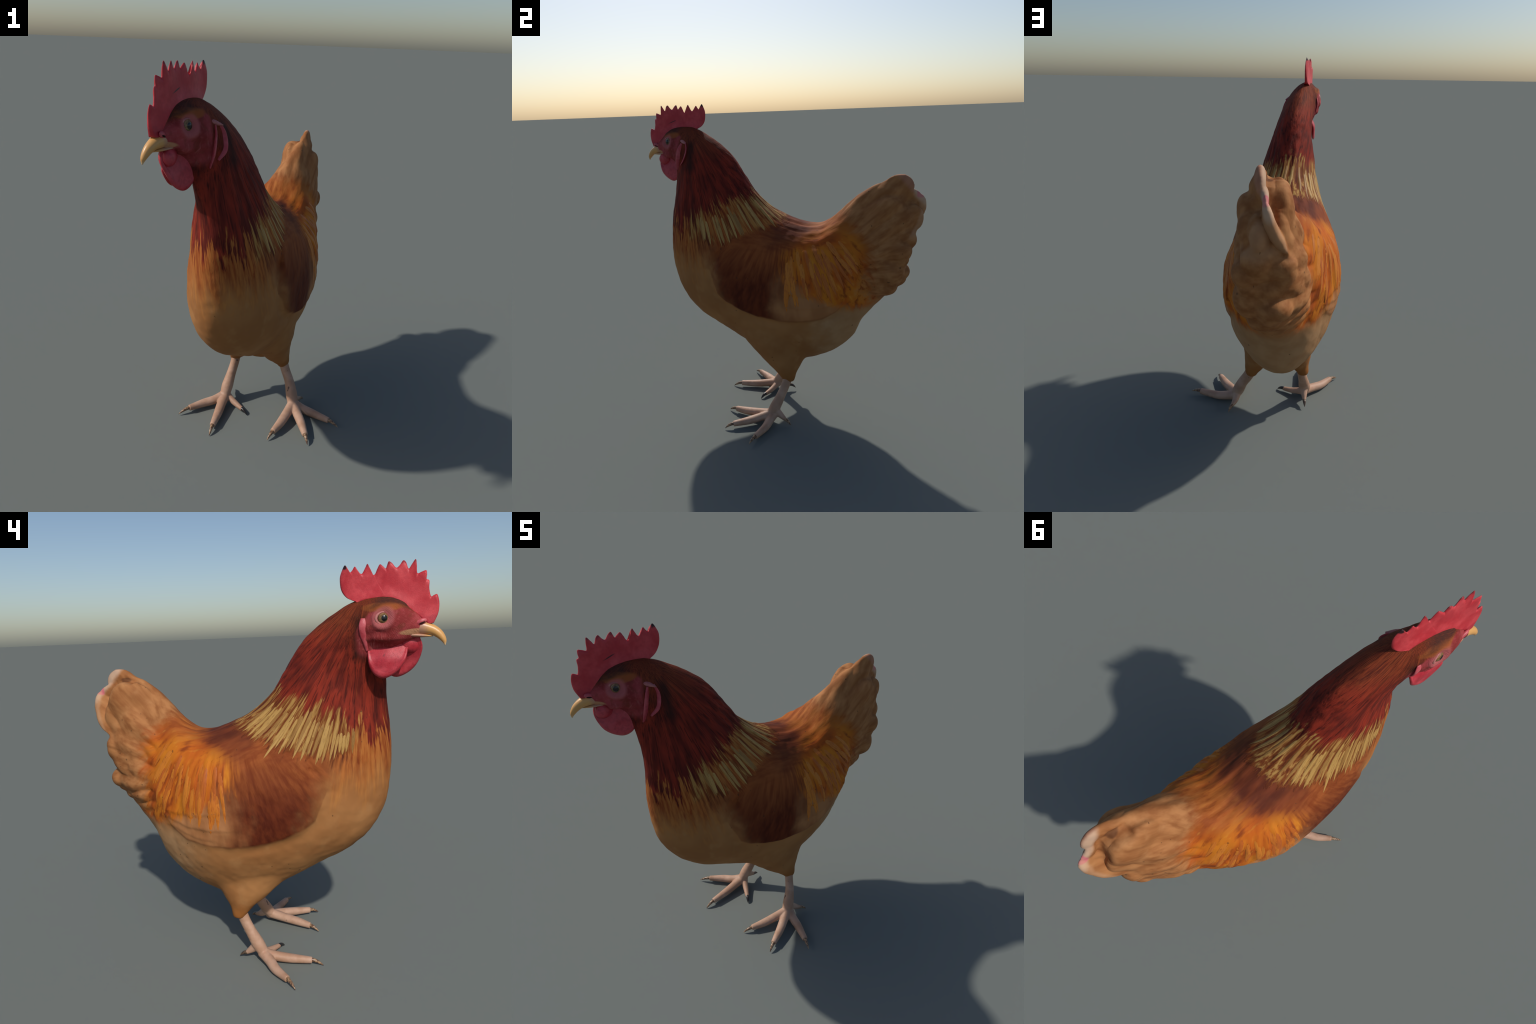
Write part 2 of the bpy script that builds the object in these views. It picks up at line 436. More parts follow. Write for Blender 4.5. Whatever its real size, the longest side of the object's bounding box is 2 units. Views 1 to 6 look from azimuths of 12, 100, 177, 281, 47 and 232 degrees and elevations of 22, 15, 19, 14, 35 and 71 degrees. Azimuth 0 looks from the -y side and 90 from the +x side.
# ------------------------------------------------------------------ body skin
# Fan of cross-sections from the face, down the neck, through the trunk to the tail.
# dorsal y,z,x | ventral y,z,x | half widths of the section from its back (0) over 1/4, 1/2, 3/4 to its belly (1) | lateral yaw
SEC = [
    (-.835, 1.745, -.310, -.805, 1.692, -.304, .020, .020, .020, .020, .020, .30),
    (-.800, 1.772, -.303, -.762, 1.674, -.296, .034, .038, .042, .042, .036, .30),
    (-.755, 1.812, -.294, -.722, 1.655, -.286, .045, .058, .062, .060, .050, .32),
    (-.700, 1.850, -.283, -.690, 1.636, -.278, .056, .071, .074, .072, .062, .35),
    (-.620, 1.862, -.260, -.672, 1.605, -.254, .068, .084, .084, .068, .044, .30),
    (-.530, 1.850, -.232, -.668, 1.550, -.222, .082, .095, .088, .068, .046, .22),
    (-.440, 1.804, -.205, -.668, 1.480, -.190, .098, .103, .095, .078, .062, .15),
    (-.350, 1.744, -.184, -.674, 1.395, -.160, .113, .113, .102, .092, .084, .08),
    (-.266, 1.664, -.164, -.688, 1.300, -.138, .130, .128, .117, .110, .108, .04),
    (-.195, 1.556, -.146, -.700, 1.185, -.133, .158, .158, .148, .141, .138, .0),
    (-.131, 1.455, -.130, -.702, 1.060, -.127, .184, .183, .174, .171, .168, 0),
    (-.050, 1.374, -.117, -.684, .915, -.125, .212, .215, .208, .207, .202, 0),
    (.042, 1.318, -.108, -.627, .772, -.121, .246, .251, .243, .243, .240, 0),
    (.125, 1.281, -.101, -.529, .656, -.111, .276, .283, .273, .271, .266, 0),
    (.195, 1.257, -.095, -.378, .562, -.105, .299, .303, .291, .289, .280, 0),
    (.255, 1.253, -.087, -.212, .458, -.097, .303, .315, .302, .296, .280, 0),
    (.305, 1.260, -.078, -.040, .375, -.090, .295, .316, .306, .292, .265, 0),
    (.352, 1.289, -.059, .120, .340, -.082, .266, .294, .296, .287, .260, 0),
    (.400, 1.331, -.038, .270, .370, -.072, .226, .254, .266, .266, .252, 0),
    (.450, 1.380, -.014, .397, .436, -.063, .180, .210, .232, .234, .228, 0),
    (.502, 1.426, .006, .494, .528, -.052, .145, .175, .199, .206, .200, 0),
    (.560, 1.470, .020, .556, .658, -.040, .120, .150, .172, .188, .178, 0),
    (.620, 1.512, .030, .655, .775, -.024, .095, .134, .158, .174, .162, 0),
    (.685, 1.538, .037, .728, .860, -.008, .070, .115, .135, .150, .142, 0),
    (.740, 1.535, .042, .775, .940, -.004, .050, .092, .110, .118, .110, 0),
    (.780, 1.490, .040, .800, 1.030, .004, .040, .068, .082, .085, .078, 0),
    (.805, 1.430, .034, .815, 1.120, .010, .030, .045, .054, .054, .048, 0),
    (.825, 1.380, .028, .830, 1.220, .015, .015, .022, .025, .024, .020, 0),
]
def body_loft():
    S = catmull(SEC, 150)
    seg = 72
    V = []
    for s in S:
        D = np.array([s[2], s[0], s[1]]); B = np.array([s[5], s[3], s[4]])
        yaw = s[11]
        L = np.array([1.0, -yaw, 0]); L /= np.linalg.norm(L)
        for k in range(seg):
            a = 2 * math.pi * k / seg
            t = .5 - .5 * math.cos(a)
            g = max(.003, np.interp(t, (0, .25, .5, .75, 1), s[6:11]))
            V.append(D + (B - D) * t + L * g * math.sin(a))
    r = len(S)
    F = grid_faces(r, seg)
    V.append(np.mean(V[:seg], axis=0)); V.append(np.mean(V[(r - 1) * seg:r * seg], axis=0))
    c0, c1 = r * seg, r * seg + 1
    for k in range(seg):
        F.append((c0, (k + 1) % seg, k)); F.append((c1, (r - 1) * seg + k, (r - 1) * seg + (k + 1) % seg))
    return V, F

def thigh(side):
    # x offset from body axis (-0.065), y, z, rx, ry
    rows = [(.06, -.03, .80, .12, .20), (.075, -.03, .66, .140, .235), (.090, -.008, .54, .126, .215),
            (.104, .032, .44, .096, .178), (.110, .052, .36, .082, .118), (.126, .068, .306, .060, .068), (.147, .081, .262, .036, .040),
            (.148, .084, .245, .029, .032)]
    R = catmull(rows, 40)
    seg = 32
    V = []
    for x, y, z, rx, ry in R:
        for k in range(seg):
            a = 2 * math.pi * k / seg
            V.append((-.062 + side * x - (.010 if side < 0 else 0) * min(1, max(0, (z - .30) / .1)) + rx * math.cos(a), y + ry * math.sin(a), z))
    F = grid_faces(len(R), seg)
    V.append(V[0]); V[-1] = (-.062 + side * rows[0][0], rows[0][1], rows[0][2])
    V.append((-.062 + side * rows[-1][0], rows[-1][1], rows[-1][2] - .004))
    n = len(R)
    for k in range(seg):
        F.append((n * seg, (k + 1) % seg, k)); F.append((n * seg + 1, (n - 1) * seg + k, (n - 1) * seg + (k + 1) % seg))
    return V, F

def ellipsoid(c, r, tilt=0.0, seg=24, rings=16):
    """closed ellipsoid; tilt rotates it about x"""
    V = []
    ct, st = math.cos(tilt), math.sin(tilt)
    for i in range(1, rings):
        a = math.pi * i / rings
        for k in range(seg):
            b = 2 * math.pi * k / seg
            p = (r[0] * math.sin(a) * math.cos(b), r[1] * math.sin(a) * math.sin(b), r[2] * math.cos(a))
            V.append((c[0] + p[0], c[1] + p[1] * ct - p[2] * st, c[2] + p[1] * st + p[2] * ct))
    F = grid_faces(rings - 1, seg)
    V.append((c[0], c[1] - r[2] * st, c[2] + r[2] * ct)); V.append((c[0], c[1] + r[2] * st, c[2] - r[2] * ct))
    n = (rings - 1) * seg
    for k in range(seg):
        F.append((n, (k + 1) % seg, k)); F.append((n + 1, n - seg + k, n - seg + (k + 1) % seg))
    return V, F

# overlapping rear lobes of the tail fan: centre, radii, tilt
TAIL_LOBES = [
    ((.048, .730, 1.475), (.017, .108, .082), .45),      # inner crest feather
    ((-.030, .680, 1.345), (.055, .140, .165), .5),      # right side fan
    ((.088, .705, 1.300), (.054, .120, .152), .4),       # left side fan
    ((.046, .800, 1.310), (.040, .062, .095), .1),
    ((.058, .832, 1.315), (.036, .054, .078), .1),
    ((.026, .790, 1.400), (.020, .060, .060), .3),
    ((.058, .800, 1.220), (.070, .058, .085), .1),
    ((-.040, .775, 1.150), (.068, .060, .075), .1),
    ((.098, .760, 1.110), (.068, .066, .078), .2),
    ((-.085, .690, 1.040), (.050, .070, .070), .3),
    ((.095, .715, 1.000), (.075, .075, .085), .4),
    ((-.004, .750, .972), (.078, .074, .086), .5),
    ((-.002, .685, .885), (.092, .066, .058), .6),
]
SOFT_FILL = [
    ((-.292, -.662, 1.700), (.044, .085, .044), 0),      # right cheek
    ((-.246, -.690, 1.700), (.040, .080, .044), 0),      # left cheek
    ((-.062, .085, .362), (.125, .095, .066), 0),        # web of down between the thighs
]
pieces = [body_loft(), thigh(1), thigh(-1)] + [ellipsoid(*e) for e in SOFT_FILL] + [ellipsoid(*e) for e in TAIL_LOBES] + [
    tube([(.032, .790, 1.470), (.028, .858, 1.424), (.010, .858, 1.350), (-.030, .828, 1.272), (-.074, .770, 1.200)],
         [(.012, .020), (.017, .038), (.017, .040), (.016, .038), (.009, .014)], 20, 40)]
body = fuse("body", pieces, 0.0062, 6, 0.5)

nv = len(body.vertices)
P = np.empty(nv * 3); body.vertices.foreach_get("co", P); P = P.reshape(-1, 3)
E = np.empty(len(body.edges) * 2, dtype=np.int64); body.edges.foreach_get("vertices", E); E = E.reshape(-1, 2)
deg = np.bincount(E.ravel(), minlength=nv).astype(float)

def relax(P, w, it):
    """Laplacian smoothing with a per-vertex weight"""
    for _ in range(it):
        A = np.zeros_like(P)
        for c in range(3):
            A[:, c] = np.bincount(E[:, 0], P[E[:, 1], c], nv) + np.bincount(E[:, 1], P[E[:, 0], c], nv)
        P = P + (A / deg[:, None] - P) * w[:, None]
    return P

def normals(P):
    body.vertices.foreach_set("co", P.ravel()); body.update()
    N = np.empty(nv * 3); body.vertex_normals.foreach_get("vector", N)
    return N.reshape(-1, 3)

x, y, z = P.T
# blend thighs into the belly, keep the shin cuffs crisp
w_blend = sstep(z, .32, .42) * sstep(z, .80, .62) * sstep(y, .42, .25) * .6
P = relax(P, w_blend, 60)
P = relax(P, .3 * sstep(P[:, 1], .5, .6), 5)
P = relax(P, .5 * sstep(P[:, 1], .55, .65) * sstep(P[:, 2], 1.26, 1.14), 14)
N = normals(P)

def polyline_distance(y, z, pts):
    d = np.full(len(y), 9.)
    for (a0, a1), (b0, b1) in zip(pts[:-1], pts[1:]):
        e0, e1 = b0 - a0, b1 - a1
        t = np.clip(((y - a0) * e0 + (z - a1) * e1) / (e0 * e0 + e1 * e1), 0, 1)
        d = np.minimum(d, np.hypot(y - a0 - t * e0, z - a1 - t * e1))
    return d

def fnoise(Q, seed=0):
    return np.array([noise.noise((q[0] + seed, q[1], q[2])) for q in Q])

def fan_coords(P, c):
    dx, dy, dz = P[:, 0] - c[0], P[:, 1] - c[1], c[2] - P[:, 2]
    r = np.hypot(dy, dz)
    return np.arctan2(dy, dz), r, dx / (r + .15)

x, y, z = P.T
side = np.where(x > -.085, 1., -1.)
lateral = sstep(np.abs(N[:, 0]), .25, .6)

# folded wing: a raised plate with an undercut lower edge
WING_EDGE = [(-.335, 1.06), (-.362, .98), (-.366, .915), (-.345, .850), (-.29, .80), (-.19, .752), (-.083, .72), (.05, .70), (.16, .70), (.31, .72), (.39, .765), (.44, .83)]
wy = [p[0] for p in WING_EDGE[2:]]; wz = [p[1] for p in WING_EDGE[2:]]
inside = np.where(z > .915, np.where(y > np.interp(z, [.915, .98, 1.06, 1.2], [-.366, -.362, -.335, -.28]), 1., -1.),
                  np.where((y > -.366) & (z > np.interp(y, wy, wz)), 1., -1.))
inside = np.where((y > .44) & (z < 1.0), -1., inside)
sd = inside * polyline_distance(y, z, WING_EDGE)
along = .45 + .55 * sstep(y, .15, -.1)
plate = sstep(sd, -.016, .022) * (.55 + .45 * np.exp(-np.maximum(sd, 0) / .10)) * sstep(z, 1.24, 1.00) * sstep(y, .56, .44)
D = lateral * along * np.where(side > 0, 1., .45) * (.015 * plate - .010 * np.exp(-((sd + .026) / .026) ** 2))
# folded flight feathers: overlapping steps on the rear of the wing
for pts, h in (([(.00, .80), (.16, .795), (.30, .80), (.42, .83)], .006), ([(.06, .90), (.18, .875), (.30, .86), (.42, .86)], .006),
               ([(.10, .735), (.25, .745), (.38, .78)], .004)):
    zz = np.interp(y, [p[0] for p in pts], [p[1] for p in pts])
    m = sstep(y, pts[0][0], pts[0][0] + .10) * sstep(y, .46, .42)
    D += lateral * m * h * .8 * (sstep(z - zz, -.010, .010) * np.exp(-np.maximum(z - zz, 0) / .05))
# notch between the folded wing / saddle and the tail fan
nt = polyline_distance(y, z, [(.46, 1.26), (.545, 1.12), (.555, 1.00), (.545, .90), (.56, .82)])
D -= lateral * .010 * np.exp(-(nt / .045) ** 2)
# saddle drape stands proud above it
sdp = polyline_distance(y, z, [(.36, 1.22), (.45, 1.08), (.47, .95), (.45, .85)])
D += lateral * .007 * np.exp(-(sdp / .07) ** 2)
# hackle, saddle and tail strokes
hp, hr, hs = fan_coords(P, HACKLE_FAN)
hn = fnoise(np.stack([hp * 26, hs * 26, hr * 4], 1), 3)
hack = sstep(hr, .22, .40) * sstep(hr, .80, .70) * sstep(hp, -.25, .0)
D += hack * .0045 * hn
dors = sstep(N[:, 2], .35, .7) * sstep(hr, .42, .52) * sstep(hr, .92, .80) * sstep(y, .25, .1)
D += dors * .006 * np.where(hn > 0, hn, hn * 1.6)
sp_, sr, ss = fan_coords(P, SADDLE_FAN)
sn = fnoise(np.stack([sp_ * 17, ss * 17, sr * 5], 1), 9)
sb_ = fnoise(np.stack([x * 40 - y * (x + .085) * 24, y * 6, z * 10], 1), 12)
ob_ = sstep(z, 1.08, 1.20)
sn = sn * (1 - ob_) + sb_ * ob_
sadm = sstep(y, .02, .14) * sstep(y, .60, .52) * sstep(z, .76, .84)
D += sadm * .006 * sn
tp, tr, ts = fan_coords(P, TAIL_FAN)
tn = fnoise(np.stack([tp * 5.5, ts * 3, tr * 2.2], 1), 21)
tailm = sstep(y, .46, .58) * sstep(z, .78, .86)
D += tailm * .014 * (np.abs(tn) * 2 - .4)
# soft down lumps everywhere, stronger on breast
D += .004 * fnoise(P * 9, 40) * sstep(z, 1.25, 1.1) + .0018 * fnoise(P * 26, 50)
# slots between the crest feather and the side fans
gl = polyline_distance(y, z, [(.50, 1.36), (.60, 1.425), (.68, 1.452), (.76, 1.450)])
D -= (x > .055) * tailm * .012 * np.exp(-(gl / .020) ** 2)
gr = polyline_distance(y, z, [(.66, 1.505), (.72, 1.515), (.77, 1.49), (.81, 1.42)])
D -= (x < .036) * tailm * .022 * np.exp(-(gr / .016) ** 2)
# face: eye sockets, cheek bulge, jaw line
for ex, ey, ez in ((-.223, -.717, 1.769), (-.332, -.647, 1.766)):
    q = np.sqrt((x - ex) ** 2 + (y - ey) ** 2 + (z - ez) ** 2)
    D += .007 * np.exp(-((q - .042) / .012) ** 2) - .010 * np.exp(-(q / .026) ** 2)
yy = y + .55 * (x - head_x(y))
face = sstep(yy, -.55, -.60) * sstep(np.abs(N[:, 0]), .2, .5)
D += face * .007 * np.exp(-((z - 1.725) / .025) ** 2) * sstep(yy, -.70, -.64)
D += face * .006 * np.exp(-((z - 1.680) / .014) ** 2)
D += face * .006 * np.exp(-((z - 1.818) / .012) ** 2) * sstep(yy, -.78, -.70)
P = P + N * D[:, None]
N = normals(P)

bvh = BVHTree.FromPolygons([tuple(p) for p in P], [tuple(f.vertices) for f in body.polygons])

# ------------------------------------------------------------------ split the skin into anatomical parts
nf = len(body.polygons)
C = np.empty(nf * 3); body.polygons.foreach_get("center", C); C = C.reshape(-1, 3)
FN = np.empty(nf * 3); body.polygons.foreach_get("normal", FN); FN = FN.reshape(-1, 3)
cx, cy, cz = C.T
chp, chr_, _ = fan_coords(C, HACKLE_FAN)
region = np.zeros(nf, int)                                   # torso
region[(cy > np.interp(cz, [.80, .90, 1.02, 1.167, 1.288, 1.355, 1.6], [.62, .555, .545, .555, .47, .36, .34])) & (cz > .80)] = 1
wing_f = (cz < 1.16) & (np.abs(FN[:, 0]) > .2) & (cy > -.37) & (cy < .50) & (cz > np.interp(cy, wy, wz)) & \
         (cy > np.interp(cz, [.915, .98, 1.06, 1.2], [-.366, -.362, -.335, -.28])) & (region == 0)
region[wing_f & (cx > -.085)] = 2
region[wing_f & (cx < -.085)] = 3
neck_f = (chr_ < .74) & (cz > 1.0) & (cy < .1)
region[neck_f] = 4
region[(cz > 1.60 + .9 * (cy + .56)) & (cy < -.50) & (cz > 1.58)] = 5
th = (cz < .46 - .5 * np.abs(cy - .06)) & (cy > -.2) & (cy < .25) & (np.abs(cx + .062) > .03)
region[th & (cx > -.062)] = 6
region[th & (cx < -.062)] = 7
loops = [tuple(f.vertices) for f in body.polygons]
PART = {}
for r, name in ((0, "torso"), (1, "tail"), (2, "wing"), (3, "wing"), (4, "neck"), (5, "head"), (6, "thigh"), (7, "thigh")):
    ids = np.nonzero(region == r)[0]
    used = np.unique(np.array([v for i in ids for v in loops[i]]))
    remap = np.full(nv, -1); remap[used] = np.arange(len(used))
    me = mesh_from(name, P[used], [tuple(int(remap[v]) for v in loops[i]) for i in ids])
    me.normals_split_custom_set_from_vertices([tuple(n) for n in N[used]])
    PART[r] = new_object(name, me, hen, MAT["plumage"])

# ------------------------------------------------------------------ single feathers laid over the skin
def lay_feather(start, fan_c, length, width, lift, n=14, m=5, bend=0.0):
    """Blade that follows the skin away from fan centre; returns vertices in a local frame plus that frame."""
    p = Vector(start)
    path = []
    for i in range(n):
        hit, nor, _, _ = bvh.find_nearest(p)
        path.append((hit.copy(), nor.copy()))
        d = hit - Vector(fan_c)
        d = d - nor * d.dot(nor)
        d.normalize()
        sd_ = nor.cross(d)
        d = (d + sd_ * bend).normalized()
        p = hit + d * (length / (n - 1))
    return path

def feather_object(name, path, width, lift, mat, parent, root_w=.55, tip_pow=.6):
    n = len(path); m = 5
    V = []
    for i, (h, nor) in enumerate(path):
        t = i / (n - 1)
        a = path[max(i - 1, 0)][0]; b = path[min(i + 1, n - 1)][0]
        d = (b - a).normalized()
        sdv = nor.cross(d).normalized()
        w = width * (root_w + (1 - root_w) * min(1, t * 1.9)) * max(0.0, 1 - t ** 3.2) ** tip_pow
        up = lift * (sstep(t, 0, .45) * (1 - .55 * t))
        for k in range(m):
            u = -1 + 2 * k / (m - 1)
            q, qn, _, _ = bvh.find_nearest(h + sdv * (u * w * .5))
            V.append(q + qn * (up * (1 - u * u) - .0010))
        V.append(h - nor * .006)
    F = []
    for i in range(n - 1):
        for k in range(m - 1):
            a = i * (m + 1) + k
            F.append((a, a + 1, a + m + 2, a + m + 1))
        a = i * (m + 1)
        F.append((a + m - 1, a + m, a + 2 * m + 1, a + 2 * m))
        F.append((a + m, a, a + m + 1, a + 2 * m + 1))
    base = path[0][0]
    # local frame: x along the quill scaled to 0..1 through the object's scale
    L = (path[-1][0] - base).length
    d = (path[-1][0] - base).normalized()
    nor = path[n // 2][1]
    sdv = nor.cross(d).normalized(); up = d.cross(sdv)
    R = Matrix((d, sdv, up)).transposed()
    W = width
    loc = []
    Ri = R.inverted()
    for v in V:
        q = Ri @ (v - base)
        loc.append((q.x / L, q.y / W, q.z / W))
    me = mesh_from(name, loc, F)
    o = new_object(name, me, parent, mat)
    M4 = R.to_4x4(); M4.translation = base
    o.matrix_basis = M4 @ Matrix.Diagonal((L, W, W, 1))
    return o

def skin_point(origin, direction):
    hit = bvh.ray_cast(Vector(origin), Vector(direction).normalized())
    return hit[0]

M, c = feather_material("gold_hackle", (.27, .130, .032), (.42, .242, .068), (.14, .055, .016), None, 0)
MAT["gold_hackle"] = M.done(c)
M, c = feather_material("saddle_gold", (.40, .095, .011), (.53, .170, .016), (.24, .048, .009), None, 0)
MAT["saddle_gold"] = M.done(c)

rr = random.Random(11)
def hackle_row():
    seeds = []
    for s in (1, -1):
        for i in range(31):
            ph = .07 + .74 * (i + rr.uniform(-.35, .35)) / 30
            if s > 0 and (ph < .16 or rr.random() < .35):
                continue
            r0 = np.interp(ph, [.0, .15, .22, .38, .57, .80], [.61, .575, .555, .55, .57, .615]) + rr.uniform(-.025, .045)
            r1 = np.interp(ph, [.0, .1, .2, .31, .44, .62, .80], [.70, .71, .735, .765, .775, .80, .86]) + rr.uniform(-.025, .02)
            yy_ = HACKLE_FAN[1] + r0 * math.sin(ph); zz_ = HACKLE_FAN[2] - r0 * math.cos(ph)
            q = skin_point((-.15 + s * 1.0, yy_, zz_), (-s, 0, 0))
            if q is not None and abs(q.x + .15) > .05:
                seeds.append((q, (r1 - r0) * 1.08))
    for i in range(9):
        q = skin_point((-.155 + .13 * (i - 4) / 4 + rr.uniform(-.008, .008), .75, 2.15), (0, -.78, -.62))
        if q is not None:
            seeds.append((q, rr.uniform(.19, .26)))
    return seeds
for q, ln in hackle_row():
    path = lay_feather(q, HACKLE_FAN, ln, 0, 0, 14, bend=rr.uniform(-.045, .045))
    feather_object("hackle_feather", path, rr.uniform(.017, .029), rr.uniform(.003, .0055), MAT["gold_hackle"], PART[4], tip_pow=.55)

def saddle_rows():
    out = []
    for s in (1, -1):
        for i in range(40):
            a = i / 39
            row = i % 4
            y0 = .10 + .36 * a + rr.uniform(-.02, .02)
            z0 = 1.12 + .12 * a - row * .055 * (1.0 - .3 * a) + rr.uniform(-.02, .02)
            q = skin_point((-.08 + s, y0, z0), (-s, 0, 0))
            if q is not None:
                out.append((q, rr.uniform(.15, .27)))
    return out
for q, ln in saddle_rows():
    path = lay_feather(q, SADDLE_FAN, ln, 0, 0, 14, bend=rr.uniform(-.06, .10))
    end = path[-1][0]
    if end.y > .555 or end.z < .77:
        continue
    feather_object("saddle_feather", path, rr.uniform(.026, .048), rr.uniform(.0022, .0042), MAT["saddle_gold"], PART[0], tip_pow=.7)

# ------------------------------------------------------------------ comb, wattles

def sheet(outline, base, thick, rows=14, n=150, xfun=None, bulge=None):
    """Solid fleshy sheet lofted from a base line to a rim line, both in (y,z)."""
    O = catmull(outline, n) if not callable(outline) else outline(n)
    B = catmull(base, n)
    V = []
    for sgn in (1, -1):
        for i in range(rows + 1):
            t = i / rows
            for k in range(n):
                y, z = B[k] * (1 - t) + O[k] * t
                x = xfun(y, z)
                V.append((x + sgn * thick(t, y, z, math.hypot(y - B[k][0], z - B[k][1])) * .5, y, z))
    m = (rows + 1) * n
    F = grid_faces(rows + 1, n, close_cols=False)
    F += [tuple(m + i for i in q[::-1]) for q in grid_faces(rows + 1, n, close_cols=False)]
    for k in range(n - 1):
        F.append((rows * n + k, rows * n + k + 1, m + rows * n + k + 1, m + rows * n + k)[::1])
        F.append((k + 1, k, m + k, m + k + 1))
    for i in range(rows):
        F.append((i * n, (i + 1) * n, m + (i + 1) * n, m + i * n))
        F.append(((i + 1) * n + n - 1, i * n + n - 1, m + i * n + n - 1, m + (i + 1) * n + n - 1))
    me = mesh_from("sheet", V, F)
    bm = bmesh.new(); bm.from_mesh(me)
    bmesh.ops.remove_doubles(bm, verts=bm.verts, dist=1e-5)
    bmesh.ops.recalc_face_normals(bm, faces=bm.faces)
    bm.to_mesh(me); bm.free()
    return me

COMB_RIM = [(-.530, 1.848), (-.490, 1.859), (-.463, 1.893), (-.456, 1.944), (-.466, 1.978), (-.478, 1.998), (-.490, 1.984),
            (-.500, 1.967), (-.510, 1.974), (-.521, 1.989), (-.533, 1.974), (-.545, 1.959), (-.554, 1.960), (-.566, 1.982), (-.575, 1.997),
            (-.584, 1.980), (-.592, 1.954), (-.606, 1.951), (-.616, 1.972), (-.627, 1.990), (-.640, 1.981), (-.651, 1.971), (-.656, 1.982),
            (-.663, 1.998), (-.677, 1.990), (-.694, 1.971), (-.708, 1.980), (-.722, 1.998), (-.734, 1.990), (-.745, 1.964),
            (-.757, 1.980), (-.772, 1.999), (-.777, 1.975), (-.780, 1.943), (-.797, 1.947), (-.814, 1.951), (-.818, 1.935), (-.817, 1.917),
            (-.828, 1.909), (-.829, 1.878), (-.837, 1.847), (-.849, 1.851), (-.861, 1.853), (-.869, 1.830), (-.871, 1.804), (-.867, 1.774), (-.852, 1.738)]
COMB_BASE = [(-.530, 1.838), (-.57, 1.845), (-.62, 1.848), (-.67, 1.848), (-.71, 1.830), (-.745, 1.800), (-.775, 1.775), (-.805, 1.755), (-.83, 1.735)]
def comb_thick(t, y, z, d):
    edge = math.sqrt(max(0., 1 - max(0., (t - .88) / .12) ** 2))
    return (.016 * math.exp(-(d / .040) ** 2) + .0175 - .05 * min(d, .13)) * max(edge, .15)
def comb_x(y, z):
    return head_x(y) + .006 * math.sin(y * 40) * max(0, (z - 1.85)) / .15
comb_me = sheet(COMB_RIM, COMB_BASE, comb_thick, 14, 320, comb_x)
new_object("comb", comb_me, PART[5], MAT["comb"])

WATTLES = {
    1: dict(rim=[(-.798, 1.684), (-.811, 1.645), (-.806, 1.602), (-.787, 1.560), (-.752, 1.527), (-.710, 1.510), (-.674, 1.523), (-.652, 1.556), (-.641, 1.597), (-.637, 1.650)],
            x=lambda y, z: -.235 + .40 * (y + .70) - .012 * (1 - (y + .72) ** 2 / .008) * .5 - .026 * float(sstep(z, 1.560, 1.675))),
    -1: dict(rim=[(-.750, 1.672), (-.748, 1.622), (-.735, 1.578), (-.708, 1.540), (-.672, 1.516), (-.640, 1.510), (-.610, 1.527), (-.588, 1.560), (-.580, 1.600), (-.578, 1.650)],
             x=lambda y, z: -.322 + .06 * (y + .70) + .006 * (1 - (y + .66) ** 2 / .008) + .040 * float(sstep(z, 1.580, 1.680)) + .014 * float(sstep(y, -.68, -.56))),
}
def wattle_thick(t, y, z, d):
    edge = math.sqrt(max(0., 1 - max(0., (t - .88) / .12) ** 2))
    rim = .011 * math.exp(-((t - .90) / .06) ** 2)
    return (.014 * (1 - t) + .008 + rim) * max(edge, .12)
for side, wt in WATTLES.items():
    rim = wt["rim"]
    (ya, za), (yb, zb) = rim[0], rim[-1]
    base = [(ya + (yb - ya) * (.12 + .76 * k / 9), 1.682) for k in range(10)]
    new_object("wattle", sheet(rim, base, wattle_thick, 14, 90, wt["x"]), PART[5], MAT["wattle"])
# fold of skin that joins the wattles under the chin
V, F = ellipsoid((-.282, -.765, 1.655), (.028, .045, .040), .2)
new_object("chin_fold", mesh_from("chin_fold", V, F), PART[5], MAT["wattle"])

# ------------------------------------------------------------------ beak
V, F = tube([(-.292, -.755, 1.725), (-.302, -.800, 1.722), (-.313, -.845, 1.711), (-.323, -.874, 1.692), (-.331, -.893, 1.667), (-.334, -.899, 1.645)],
            [(.034, .032), (.031, .031), (.023, .022), (.0175, .0175), (.011, .011), (.002, .002)], 24, 50)
beak = new_object("beak", mesh_from("beak", V, F), PART[5], MAT["beak"])
V, F = tube([(-.288, -.735, 1.692), (-.296, -.768, 1.691), (-.306, -.808, 1.688), (-.317, -.850, 1.684)],
            [(.040, .006), (.036, .009), (.025, .008), (.004, .002)], 20, 30)
new_object("lower_beak", mesh_from("lower_beak", V, F), beak, MAT["beak"])
for c in ((-.327, -.798, 1.744), (-.286, -.818, 1.744)):
    V, F = ellipsoid(c, (.010, .026, .013), -.35)
    new_object("nostril", mesh_from("nostril", V, F), beak, MAT["ear"])
    V, F = ellipsoid((c[0] + (.006 if c[0] > -.3 else -.006), c[1] - .004, c[2] - .004), (.0062, .014, .004), -.35)  # solid dark bead added to stand for the nostril opening
    new_object("nostril_dark", mesh_from("nostril_dark", V, F), beak, MAT["dark"])

